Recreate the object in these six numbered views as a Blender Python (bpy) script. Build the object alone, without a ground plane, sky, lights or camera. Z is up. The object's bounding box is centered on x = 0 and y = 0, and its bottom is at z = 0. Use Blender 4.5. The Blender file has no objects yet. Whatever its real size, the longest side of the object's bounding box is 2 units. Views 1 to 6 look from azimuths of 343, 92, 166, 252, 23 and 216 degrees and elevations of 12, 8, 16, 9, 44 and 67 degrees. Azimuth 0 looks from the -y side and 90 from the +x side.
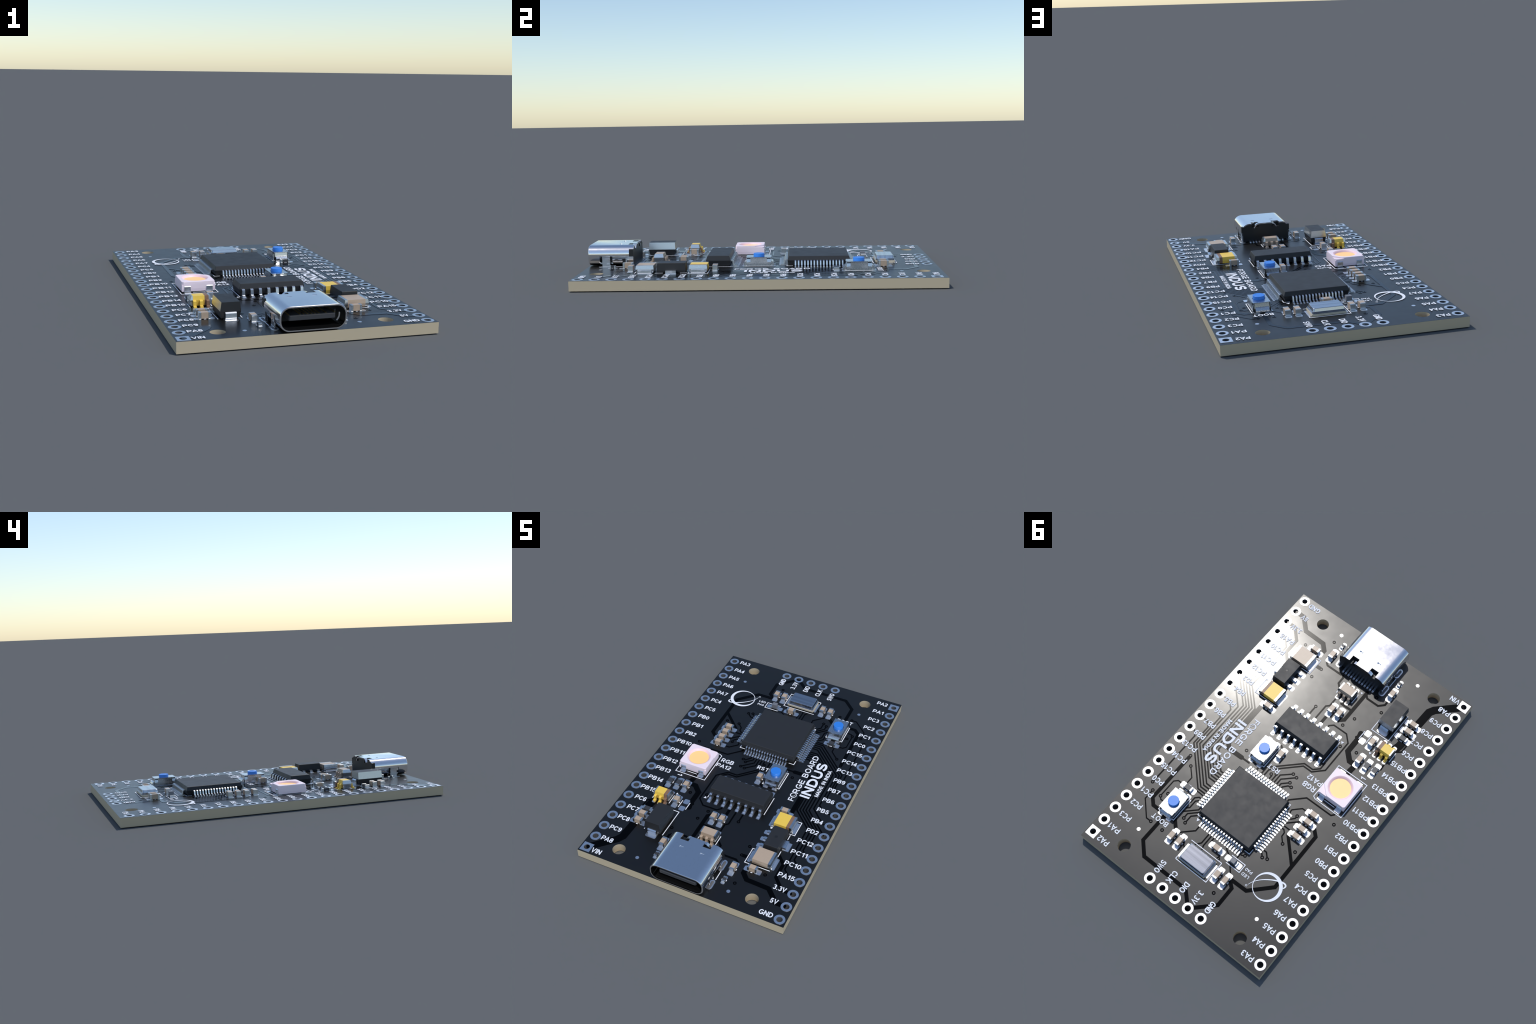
# Small microcontroller development board: black circuit board, header pads,
# copper traces, printed labels and surface-mount parts.  All sizes in millimetres,
# multiplied by S on the way into Blender (56 mm board -> 2.00 m).
import bpy, bmesh, math, random
from mathutils import Vector, Matrix

random.seed(7)
S = 2.0 / 56.0
Z0 = 1.60            # height of the board's top surface
COL = bpy.context.scene.collection

# ------------------------------------------------------------------ materials
def new_mat(name, color, rough=0.5, metal=0.0, spec=0.5, noise=0.0, nscale=400.0,
            rough_noise=0.0, bump=0.0, bscale=900.0, stretch=(1, 1, 1), coat=0.0, coat_rough=0.17, big=0.0):
    m = bpy.data.materials.new(name)
    m.use_nodes = True
    nt = m.node_tree
    b = nt.nodes["Principled BSDF"]
    b.inputs["Base Color"].default_value = (*color, 1)
    b.inputs["Roughness"].default_value = rough
    b.inputs["Metallic"].default_value = metal
    b.inputs["Specular IOR Level"].default_value = spec
    b.inputs["Coat Weight"].default_value = coat
    b.inputs["Coat Roughness"].default_value = coat_rough
    tc = nt.nodes.new("ShaderNodeTexCoord")
    mp = nt.nodes.new("ShaderNodeMapping")
    mp.inputs["Scale"].default_value = stretch
    nt.links.new(tc.outputs["Object"], mp.inputs["Vector"])
    def noise_node(sc, det=3.0):
        n = nt.nodes.new("ShaderNodeTexNoise")
        n.inputs["Scale"].default_value = sc
        n.inputs["Detail"].default_value = det
        nt.links.new(mp.outputs["Vector"], n.inputs["Vector"])
        return n
    if noise > 0:
        n = noise_node(nscale)
        r = nt.nodes.new("ShaderNodeValToRGB")
        r.color_ramp.elements[0].position = 0.3
        r.color_ramp.elements[1].position = 0.7
        r.color_ramp.elements[0].color = (*[c * (1 - noise) for c in color], 1)
        r.color_ramp.elements[1].color = (*[min(1, c * (1 + noise)) for c in color], 1)
        nt.links.new(n.outputs["Fac"], r.inputs["Fac"])
        nt.links.new(r.outputs["Color"], b.inputs["Base Color"])
    if rough_noise > 0:
        n = noise_node(big if big else nscale)
        mr = nt.nodes.new("ShaderNodeMapRange")
        mr.inputs["From Min"].default_value = 0.3
        mr.inputs["From Max"].default_value = 0.7
        mr.inputs["To Min"].default_value = max(0.02, rough - rough_noise)
        mr.inputs["To Max"].default_value = rough + rough_noise
        nt.links.new(n.outputs["Fac"], mr.inputs["Value"])
        nt.links.new(mr.outputs["Result"], b.inputs["Roughness"])
    if bump > 0:
        n = noise_node(bscale)
        bp = nt.nodes.new("ShaderNodeBump")
        bp.inputs["Strength"].default_value = bump
        bp.inputs["Distance"].default_value = 0.0006
        nt.links.new(n.outputs["Fac"], bp.inputs["Height"])
        nt.links.new(bp.outputs["Normal"], b.inputs["Normal"])
    return m

M = {}
M["laminate"]  = new_mat("glass_fibre_laminate", (0.562, 0.468, 0.318), 0.65, noise=0.03, nscale=500, spec=0.3)
M["mask"]      = new_mat("black_solder_mask", (0.0042, 0.0038, 0.0030), 0.40, rough_noise=0.018, nscale=90, big=16,
                         noise=0.08, spec=0.46, coat=0.29, coat_rough=0.17)
M["trace"]     = new_mat("masked_copper", (0.0006, 0.0006, 0.0006), 0.165, spec=0.11, noise=0.05, nscale=120)
_nt = M["trace"].node_tree
_lw = _nt.nodes.new("ShaderNodeLayerWeight")
_lw.inputs["Blend"].default_value = 0.5
_mr = _nt.nodes.new("ShaderNodeMapRange")
for k, v in (("From Min", 0.35), ("From Max", 0.75), ("To Min", 0.11), ("To Max", 0.60)):
    _mr.inputs[k].default_value = v
_nt.links.new(_lw.outputs["Facing"], _mr.inputs["Value"])
_nt.links.new(_mr.outputs["Result"], _nt.nodes["Principled BSDF"].inputs["Specular IOR Level"])
M["silk"]      = new_mat("white_silkscreen_ink", (0.88, 0.89, 0.92), 0.55, noise=0.02, nscale=500, spec=0.3)
M["pad"]       = new_mat("tinned_pad", (0.82, 0.82, 0.84), 0.33, 1.0, noise=0.05, nscale=900, rough_noise=0.05)
M["barrel"]    = new_mat("dark_drill_barrel", (0.11, 0.112, 0.115), 0.5, noise=0.2, nscale=300)
M["chip"]      = new_mat("black_moulding_compound", (0.021, 0.0215, 0.023), 0.50, spec=0.42, noise=0.12, nscale=700, rough_noise=0.035, big=22,
                         bump=0.10, bscale=1400)
M["plastic"]   = new_mat("black_plastic", (0.011, 0.0115, 0.012), 0.45, noise=0.08, nscale=400)
M["lead"]      = new_mat("tin_plated_lead", (0.76, 0.78, 0.80), 0.26, 1.0, noise=0.08, nscale=1200, rough_noise=0.06)
M["end_metal"] = new_mat("matt_tin_termination", (0.66, 0.68, 0.68), 0.30, 1.0, noise=0.12, nscale=1500,
                         rough_noise=0.08, bump=0.12, bscale=1800)
M["steel"]     = new_mat("stamped_steel_shell", (0.86, 0.84, 0.83), 0.13, 1.0, noise=0.02, nscale=200,
                         rough_noise=0.02, big=40)
M["plate"]     = new_mat("brushed_switch_plate", (0.63, 0.64, 0.645), 0.24, 1.0, noise=0.06, nscale=300,
                         rough_noise=0.05, bump=0.012, bscale=120)
M["lid"]       = new_mat("brushed_crystal_lid", (0.515, 0.515, 0.535), 0.16, 1.0, noise=0.16, nscale=22,
                         stretch=(0.10, 3, 1), bump=0.03, bscale=40)
M["ceramic"]   = new_mat("beige_ceramic", (0.495, 0.375, 0.270), 0.38, noise=0.03, nscale=250, spec=0.45)
M["xbase"]     = new_mat("cream_ceramic_base", (0.56, 0.50, 0.38), 0.6, noise=0.03, nscale=200)
M["yellow"]    = new_mat("yellow_epoxy", (0.92, 0.61, 0.088), 0.42, noise=0.02, nscale=250, spec=0.45)
M["brown"]     = new_mat("brown_polarity_band", (0.26, 0.145, 0.085), 0.42, noise=0.05, nscale=250, spec=0.4)
M["liner"]     = new_mat("dull_black_liner", (0.004, 0.004, 0.004), 0.9, spec=0.05, noise=0.05, nscale=200)
M["resist"]    = new_mat("grey_resistor_glaze", (0.045, 0.047, 0.052), 0.45, noise=0.08, nscale=500)
M["lamp"]      = new_mat("grey_lamp_resin", (0.175, 0.18, 0.195), 0.45, noise=0.04, nscale=300)
M["blue"]      = new_mat("blue_actuator_plastic", (0.029, 0.220, 0.730), 0.38, noise=0.02, nscale=300, spec=0.5)
M["gold"]      = new_mat("gilded_contact", (0.75, 0.58, 0.22), 0.3, 1.0, noise=0.05, nscale=500)
M["housing"]   = new_mat("white_housing_pink_tinted", (1.0, 0.82, 0.865), 0.45, noise=0.01, nscale=200, spec=0.5)  # white casing, base colour shifted pink for red light scattered through it
M["lens"]      = new_mat("amber_phosphor_gel", (1.0, 0.72, 0.27), 0.42, spec=0.5)
M["cup"]       = new_mat("glow_tinted_cup", (1.0, 0.69, 0.72), 0.45, noise=0.02, nscale=150, spec=0.4)  # pink glow round the lens painted onto the cup wall
_h = M["housing"].node_tree.nodes["Principled BSDF"]
_h.inputs["Subsurface Weight"].default_value = 0.04
_h.inputs["Subsurface Radius"].default_value = (1.0, 0.2, 0.1)
_h.inputs["Subsurface Scale"].default_value = 0.02
# faint red emission added to brighten the lens and warm its surround
_l = M["lens"].node_tree.nodes["Principled BSDF"]
_l.inputs["Emission Color"].default_value = (1.0, 0.22, 0.12, 1)
_l.inputs["Emission Strength"].default_value = 0.22

# ------------------------------------------------------------------ object helpers
ROOT = bpy.data.objects.new("development_board", None)
COL.objects.link(ROOT)
ROOT["label"] = "small black microcontroller circuit board with chips and white labels"
ROOT["category"] = "circuit board"

def link(name, mesh, mats, parent=None, smooth=None):
    ob = bpy.data.objects.new(name, mesh)
    COL.objects.link(ob)
    ob.parent = parent or ROOT
    if mats and not mesh.materials:
        for m in (mats if isinstance(mats, (list, tuple)) else [mats]):
            mesh.materials.append(m)
    if smooth:
        for p in mesh.polygons:
            p.use_smooth = True
        mesh.set_sharp_from_angle(angle=math.radians(smooth))
    return ob

def mesh_of(bm, name):
    me = bpy.data.meshes.new(name)
    bmesh.ops.scale(bm, vec=(S, S, S), verts=bm.verts)
    bmesh.ops.recalc_face_normals(bm, faces=bm.faces)
    bm.to_mesh(me)
    bm.free()
    return me

def loft(bm, rings, cap0=True, cap1=True, closed=True):
    """Bridge successive rings of equal vertex count (mm)."""
    vr = [[bm.verts.new(p) for p in r] for r in rings]
    n = len(vr[0])
    faces = []
    for a, b in zip(vr, vr[1:]):
        for i in range(n if closed else n - 1):
            j = (i + 1) % n
            faces.append(bm.faces.new((a[i], a[j], b[j], b[i])))
    if cap0: faces.append(bm.faces.new(vr[0][::-1]))
    if cap1: faces.append(bm.faces.new(vr[-1]))
    return faces

def rect(cx, cy, hx, hy, z):
    return [(cx - hx, cy - hy, z), (cx + hx, cy - hy, z), (cx + hx, cy + hy, z), (cx - hx, cy + hy, z)]

def add_box(bm, x0, x1, y0, y1, z0, z1):
    cx, cy, hx, hy = (x0 + x1) / 2, (y0 + y1) / 2, (x1 - x0) / 2, (y1 - y0) / 2
    loft(bm, [rect(cx, cy, hx, hy, z0), rect(cx, cy, hx, hy, z1)])

def bevel(bm, w, seg=1, ang=30):
    bmesh.ops.recalc_face_normals(bm, faces=bm.faces)
    es = [e for e in bm.edges if len(e.link_faces) == 2 and e.calc_face_angle(0) > math.radians(ang)]
    bmesh.ops.bevel(bm, geom=es, offset=w, segments=seg, affect='EDGES', profile=0.5)

def box(name, x0, x1, y0, y1, z0, z1, mat, parent=None, bev=0.0, seg=1):
    bm = bmesh.new()
    add_box(bm, x0, x1, y0, y1, z0, z1)
    if bev: bevel(bm, bev, seg)
    return link(name, mesh_of(bm, name), mat, parent)

def rrect(cx, cy, hx, hy, r, n=4):
    r = min(r, hx, hy)
    pts = []
    for qx, qy, a0 in ((1, 1, 0), (-1, 1, 90), (-1, -1, 180), (1, -1, 270)):
        for i in range(n + 1):
            a = math.radians(a0 + 90 * i / n)
            pts.append((cx + qx * (hx - r) + r * math.cos(a), cy + qy * (hy - r) + r * math.sin(a)))
    return pts

def prism(name, pts, z0, z1, mat, parent=None):
    bm = bmesh.new()
    loft(bm, [[(x, y, z0) for x, y in pts], [(x, y, z1) for x, y in pts]])
    return link(name, mesh_of(bm, name), mat, parent)

def ring_prism(name, outer, inner, z0, z1, mat, parent=None):
    """Flat washer between two outlines with the same vertex count."""
    bm = bmesh.new()
    seq = [[(x, y, z0) for x, y in outer], [(x, y, z1) for x, y in outer],
           [(x, y, z1) for x, y in inner], [(x, y, z0) for x, y in inner]]
    loft(bm, seq + [seq[0]], cap0=False, cap1=False)
    bmesh.ops.remove_doubles(bm, verts=bm.verts, dist=1e-5)
    return link(name, mesh_of(bm, name), mat, parent)

def circle(cx, cy, r, n=28):
    return [(cx + r * math.cos(2 * math.pi * i / n), cy + r * math.sin(2 * math.pi * i / n)) for i in range(n)]

def place(ob, x, y, rot=0.0, z=0.0):
    ob.location = (x * S, y * S, z * S)
    ob.rotation_euler = (0, 0, math.radians(rot))
    return ob

def pad(x, y, hx, hy, r=0.15, h=0.05):
    """Tinned rectangular land with rounded corners."""
    me_key = ("pad", round(hx, 3), round(hy, 3), r, h)
    if me_key not in CACHE:
        bm = bmesh.new()
        o = rrect(0, 0, hx, hy, r)
        loft(bm, [[(px, py, Z0) for px, py in o], [(px, py, Z0 + h) for px, py in o]])
        CACHE[me_key] = mesh_of(bm, "solder_pad")
    return place(link("solder_pad", CACHE[me_key], M["pad"]), x, y)
CACHE = {}

# ------------------------------------------------------------------ the bare board
def slab(name, z0, z1, mat, holes):
    """Rectangle with round holes, filled as a 2D curve and extruded."""
    cu = bpy.data.curves.new(name, 'CURVE')
    cu.dimensions = '2D'
    cu.fill_mode = 'BOTH'
    cu.extrude = (z1 - z0) / 2 * S
    def spline(pts):
        sp = cu.splines.new('POLY')
        sp.points.add(len(pts) - 1)
        for p, (x, y) in zip(sp.points, pts):
            p.co = (x * S, y * S, 0, 1)
        sp.use_cyclic_u = True
    spline([(-17.48, -28), (17.48, -28), (17.48, 28), (-17.48, 28)])
    for h in holes:
        spline(h)
    tmp = bpy.data.objects.new(name, cu)
    COL.objects.link(tmp)
    dg = bpy.context.evaluated_depsgraph_get()
    me = bpy.data.meshes.new_from_object(tmp.evaluated_get(dg))
    bpy.data.objects.remove(tmp)
    for v in me.vertices:
        v.co.z += (z0 + z1) / 2 * S
    me.materials.clear()
    return link(name, me, mat, smooth=30)

HOLES = [(11.19, -25.19), (-11.65, -25.19), (11.18, 25.17), (-11.63, 25.22)]
PITCH, TOP_Y, ROW_X = 2.54, 26.43, 16.41
SWD = [(4.68, "SWO"), (2.19, "CLK"), (-0.31, "DIO"), (-2.80, "3.3V"), (-5.30, "GND")]
BARREL_R = 0.49
hole_rings = [circle(x, y, 1.03, 40) for x, y in HOLES]
hole_rings += [circle(sx * ROW_X, TOP_Y - PITCH * i, BARREL_R, 32) for i in range(22) for sx in (-1, 1)]
hole_rings += [circle(x, 26.60, BARREL_R, 32) for x, _ in SWD]
slab("laminate_core", 0.07, 1.585, M["laminate"], hole_rings)
slab("solder_mask", 1.586, Z0, M["mask"], hole_rings)
slab("solder_mask", 0.045, 0.069, M["mask"], hole_rings)

# ------------------------------------------------------------------ header pads
LEFT = "PA3 PA4 PA5 PA6 PA7 PC4 PC5 PB0 PB1 PB2 PB10 PB11 PB12 PB13 PB14 PB15 PC6 PC7 PC8 PC9 PA8 VIN".split()
RIGHT = "PA2 PA1 PC3 PC2 PC1 PC0 PC15 PC14 PC13 PB9 PB7 PB6 PB5 PB4 PD2 PC12 PC11 PC10 PA15 3.3V 5V GND".split()
def pin_y(i): return TOP_Y - PITCH * i

def square_ring(n=28, h=0.85):
    out = []
    for i in range(n):
        a = 2 * math.pi * i / n
        c, s = math.cos(a), math.sin(a)
        k = h / max(abs(c), abs(s))
        out.append((c * k, s * k))
    return out

def header_mesh(square):
    key = ("header", square)
    if key not in CACHE:
        bm = bmesh.new()
        inner = circle(0, 0, BARREL_R - 0.001, 32)
        outer = square_ring(32, 0.85) if square else circle(0, 0, 0.86, 32)
        for zb, zt in ((Z0, Z0 + 0.05), (0.0, 0.044)):
            seq = [[(x, y, zb) for x, y in outer], [(x, y, zt) for x, y in outer],
                   [(x, y, zt) for x, y in inner], [(x, y, zb) for x, y in inner]]
            loft(bm, seq + [seq[0]], cap0=False, cap1=False)
        bmesh.ops.remove_doubles(bm, verts=bm.verts, dist=1e-5)
        CACHE[key] = mesh_of(bm, "header_pad")
    if "barrel" not in CACHE:
        bm = bmesh.new()
        # plated hole right through the board: an open tube
        o, q = circle(0, 0, BARREL_R - 0.002, 32), circle(0, 0, BARREL_R - 0.035, 32)
        seq = [[(x, y, 0.002) for x, y in o], [(x, y, Z0 + 0.046) for x, y in o],
               [(x, y, Z0 + 0.046) for x, y in q], [(x, y, 0.002) for x, y in q]]
        loft(bm, seq + [seq[0]], cap0=False, cap1=False)
        bmesh.ops.remove_doubles(bm, verts=bm.verts, dist=1e-5)
        CACHE["barrel"] = mesh_of(bm, "drill_hole")
    return CACHE[key]

def header_pad(x, y, square=False):
    p = place(link("header_pad", header_mesh(square), M["pad"]), x, y)
    link("drill_hole", CACHE["barrel"], M["barrel"], p)

for i in range(22):
    header_pad(-ROW_X, pin_y(i), i == 21)
    header_pad(ROW_X, pin_y(i), i == 0)
for x, _ in SWD:
    header_pad(x, 26.60)
for x, y in ((7.38, -25.40), (-8.23, -25.48), (11.18, 21.82), (-11.82, 21.52)):
    prism("fiducial_dot", circle(x, y, 0.29, 24), Z0, Z0 + 0.04, M["pad"])

# ------------------------------------------------------------------ traces and vias
TH = [0]
def trace(w, pts, via0=False, via1=False):
    """Raised masked-copper track with mitred bends and round ends."""
    p = [Vector(q) for q in pts]
    if via0: p[0] += (p[1] - p[0]).normalized() * 0.2
    if via1: p[-1] += (p[-2] - p[-1]).normalized() * 0.2
    hw = w / 2
    left, right = [], []
    for i, q in enumerate(p):
        d0 = (q - p[i - 1]).normalized() if i else None
        d1 = (p[i + 1] - q).normalized() if i < len(p) - 1 else None
        if d0 is None: d0 = d1
        if d1 is None: d1 = d0
        n0, n1 = Vector((-d0.y, d0.x)), Vector((-d1.y, d1.x))
        m = (n0 + n1).normalized()
        k = hw / max(0.4, m.dot(n0))
        left.append(q + m * k)
        right.append(q - m * k)
    def cap(q, d):
        a0 = math.atan2(d.y, d.x)
        return [q + Vector((math.cos(a0 + t), math.sin(a0 + t))) * hw for t in
                [math.radians(x) for x in (-60, -30, 0, 30, 60)]]
    end = [] if via1 else cap(p[-1], (p[-1] - p[-2]).normalized())
    start = [] if via0 else cap(p[0], (p[0] - p[1]).normalized())
    outline = right + end + left[::-1] + start
    TH[0] += 1
    z1 = Z0 + 0.027 + 0.0003 * (TH[0] % 60)
    bm = bmesh.new()
    vt = {}
    def V(q, z):
        k = (round(q.x, 5), round(q.y, 5), z)
        if k not in vt: vt[k] = bm.verts.new((q.x, q.y, z))
        return vt[k]
    n = len(outline)
    for i in range(n):
        u, v = outline[i], outline[(i + 1) % n]
        bm.faces.new((V(u, Z0), V(v, Z0), V(v, z1), V(u, z1)))
    for i in range(len(p) - 1):
        bm.faces.new((V(left[i], z1), V(right[i], z1), V(right[i + 1], z1), V(left[i + 1], z1)))
    if end: bm.faces.new([V(q, z1) for q in [right[-1]] + end + [left[-1]]])
    if start: bm.faces.new([V(q, z1) for q in [left[0]] + start + [right[0]]])
    link("copper_trace", mesh_of(bm, "copper_trace"), M["trace"])

def via(x, y):
    if "via" not in CACHE:
        bm = bmesh.new()
        o, q = circle(0, 0, 0.29, 24), circle(0, 0, 0.13, 24)
        seq = [[(a, b, Z0) for a, b in o], [(a, b, Z0 + 0.047) for a, b in o],
               [(a, b, Z0 + 0.047) for a, b in q], [(a, b, Z0) for a, b in q]]
        loft(bm, seq + [seq[0]], cap0=False, cap1=False)
        bmesh.ops.remove_doubles(bm, verts=bm.verts, dist=1e-5)
        CACHE["via"] = mesh_of(bm, "via_ring")
    place(link("via_ring", CACHE["via"], M["trace"]), x, y)

THIN = 0.24
# fan-out from the right side of the main chip: (row at chip, bend x, run x, lower bend y)
for my, bx, rx, ly, tail in (
        (6.55, 7.45, 10.18, -5.45, [(13.35, -8.62), (13.35, -17.85), (14.8, -19.29), (16.0, -19.29)]),
        (7.05, 7.80, 10.64, -5.25, [(13.95, -8.56), (13.95, -15.50), (15.2, -16.75), (16.0, -16.75)]),
        (7.55, 7.97, 11.10, -5.05, [(14.46, -8.41), (14.46, -13.15), (15.5, -14.20), (16.0, -14.21)]),
        (8.05, 8.14, 11.56, -4.88, [(14.95, -8.27), (14.95, -10.80), (15.8, -11.67), (16.0, -11.67)]),
        (8.55, 8.25, 12.05, -4.70, [(16.2, -8.85)]),
        (9.55, 7.88, 12.58, -4.00, [(15.17, -6.59), (16.0, -6.59)]),
        (10.05, 8.06, 13.17, -2.85, [(14.38, -4.05), (16.0, -4.05)]),
        (10.55, 8.23, 13.62, -0.68, [(14.45, -1.51), (16.0, -1.51)]),
        (11.05, 8.38, 14.02, 1.88, [(14.87, 1.03), (16.0, 1.03)])):
    trace(THIN, [(6.7, my), (bx, my), (rx, my - (rx - bx)), (rx, ly)] + tail)
trace(THIN, [(16.0, 3.57), (15.5, 3.57), (14.69, 4.38), (14.69, 14.58)], via1=True)
trace(0.78, [(9.20, -7.0), (9.64, -6.56), (9.64, 2.0), (8.95, 2.69), (7.95, 2.69), (6.40, 2.66)])
trace(0.30, [(6.40, 2.66), (4.9, 2.66)], via0=True)
trace(0.60, [(12.96, 7.47), (12.96, 16.55), (12.02, 17.47), (10.5, 17.47)], via0=True)
trace(0.60, [(9.48, 17.6), (9.48, 22.7), (7.60, 24.58), (-0.66, 24.58), (-2.6, 26.4)])
trace(0.60, [(8.6, 16.4), (6.55, 18.45)])
trace(0.20, [(13.76, 15.62), (13.76, 17.40), (11.46, 19.71), (10.57, 19.71)], True, True)
trace(0.20, [(12.20, 15.61), (12.20, 12.45), (11.68, 11.92), (10.6, 11.92)], via0=True)
trace(0.20, [(12.17, 15.61), (11.75, 16.03), (11.1, 16.03)], via0=True)
trace(0.20, [(11.77, 8.81), (10.34, 10.24), (10.34, 11.6)], via0=True)
trace(0.20, [(8.8, 11.45), (7.6, 11.45), (7.0, 11.50)])
trace(0.20, [(11.45, 14.62), (10.6, 14.0)], via0=True)
trace(0.22, [(6.7, 12.05), (7.28, 12.05), (7.78, 12.55), (7.78, 13.5)])
trace(0.22, [(6.7, 12.55), (6.98, 12.55), (7.33, 12.90), (7.33, 14.27), (7.70, 14.64)])
trace(0.22, [(6.0, 13.1), (6.0, 13.7), (7.59, 15.26), (8.2, 15.6)])
trace(0.22, [(5.7, 14.0), (6.95, 15.25), (6.95, 16.15)], via1=True)
trace(0.22, [(5.35, 14.35), (6.26, 15.25), (6.27, 16.62)], via1=True)
trace(0.22, [(5.9, 18.30), (4.15, 16.60), (4.15, 15.6)])
# supply from the tall connector side
trace(0.80, [(16.0, -24.37), (14.65, -24.37), (12.65, -22.35), (8.90, -22.2), (7.92, -21.2), (7.95, -20.3)])
trace(0.55, [(16.0, -21.83), (14.6, -21.83), (12.77, -19.9), (12.77, -17.05), (11.5, -15.75)])
trace(0.34, [(6.15, -20.2), (6.15, -19.6), (5.75, -19.28), (2.95, -19.28)])
trace(0.62, [(6.16, -18.06), (7.6, -18.06)], via0=True)
trace(0.34, [(2.6, -19.3), (2.33, -19.0), (2.33, -17.75), (1.6, -17.03), (1.1, -17.03)])
trace(0.26, [(0.96, -15.6), (0.96, -13.5), (1.43, -13.03), (1.43, -10.0)])
trace(0.26, [(2.68, -11.96), (2.68, -10.0)], via0=True)
trace(0.50, [(0.22, -12.2), (0.22, -10.0)])
trace(0.62, [(-2.45, -19.2), (-2.45, -12.9), (-1.6, -12.1)])
trace(0.40, [(-0.30, -14.96), (-2.3, -14.96)])
trace(0.40, [(-0.95, -15.6), (-0.35, -14.98)])
trace(0.34, [(-2.50, -18.95), (-3.07, -18.36), (-5.24, -18.36), (-6.05, -19.2), (-6.05, -20.3)])
trace(THIN, [(-1.10, -10.0), (-1.10, -10.5), (-1.70, -11.08), (-4.22, -11.08), (-5.40, -9.90), (-5.40, -3.86),
             (-3.84, -2.28), (-2.22, -2.27), (1.68, 1.62), (1.70, 2.9)])
trace(THIN, [(2.2, 2.9), (2.2, 1.5), (-2.08, -2.72), (-3.74, -2.72), (-4.62, -3.60), (-4.62, -4.8)])
trace(0.3, [(2.68, -2.9), (1.9, -2.2)])
trace(0.30, [(3.2, 2.9), (3.2, 1.9)])
for x0, pts in ((0.70, [(0.70, 2.15), (0.93, 1.96)]), (0.20, [(0.20, 1.66), (0.30, 1.48)]),
                (-0.30, [(-0.30, 1.22), (-1.82, -0.19)]), (-0.80, [(-0.80, 1.72), (-2.59, -0.01)]),
                (-1.30, [(-1.30, 2.30), (-2.30, 1.31)]), (-1.80, [(-1.80, 2.62), (-2.40, 1.92), (-2.94, 1.80)])):
    trace(0.22, [(x0, 3.0)] + pts, via1=True)
trace(THIN, [(-3.93, 4.4), (-3.93, 3.70), (-5.93, 1.70), (-10.65, 1.68), (-11.0, 1.25), (-11.0, 0.5)])
trace(0.20, [(-5.5, 5.50), (-5.33, 5.0), (-5.33, 4.70), (-6.50, 3.52), (-7.6, 3.52)])
trace(0.20, [(-5.9, 6.05), (-6.15, 6.02), (-6.60, 5.50), (-6.61, 5.02)], via1=True)
trace(0.22, [(-5.9, 7.05), (-7.7, 5.30)])
trace(0.22, [(-5.9, 7.52), (-7.6, 7.55)])
trace(0.20, [(-5.9, 8.02), (-6.35, 8.02), (-6.72, 8.40), (-6.77, 9.08), (-7.62, 9.97)], via1=True)
trace(0.22, [(-5.9, 12.95), (-6.53, 13.60)], via1=True)
trace(0.22, [(-5.9, 12.55), (-6.52, 12.55), (-7.29, 13.34)], via1=True)
trace(0.60, [(-9.6, 4.7), (-10.92, 5.95), (-10.92, 16.05), (-7.88, 19.15), (-5.2, 19.2)])
trace(0.50, [(-7.45, 8.40), (-10.86, 11.90)])
trace(0.60, [(-4.6, 19.1), (-5.95, 20.2), (-5.98, 23.45), (-3.0, 26.4)])
trace(0.20, [(-1.30, 15.4), (-1.30, 15.75), (-1.65, 16.06), (-2.5, 16.5)])
trace(0.20, [(-3.58, 15.2), (-3.60, 16.0)])
trace(0.22, [(-3.50, 17.6), (-4.60, 18.85)])
trace(0.22, [(4.70, 19.0), (3.6, 19.85)])
trace(0.22, [(2.76, 18.3), (2.18, 17.54), (2.18, 15.5)])
trace(0.22, [(1.45, 18.3), (1.68, 17.7), (1.68, 15.4)])
trace(0.22, [(1.17, 16.6), (1.17, 15.4)])
trace(0.20, [(-1.42, 17.90), (-1.1, 17.0)], via0=True)
trace(0.20, [(-4.32, 15.02), (-3.8, 15.3)], via0=True)
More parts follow.
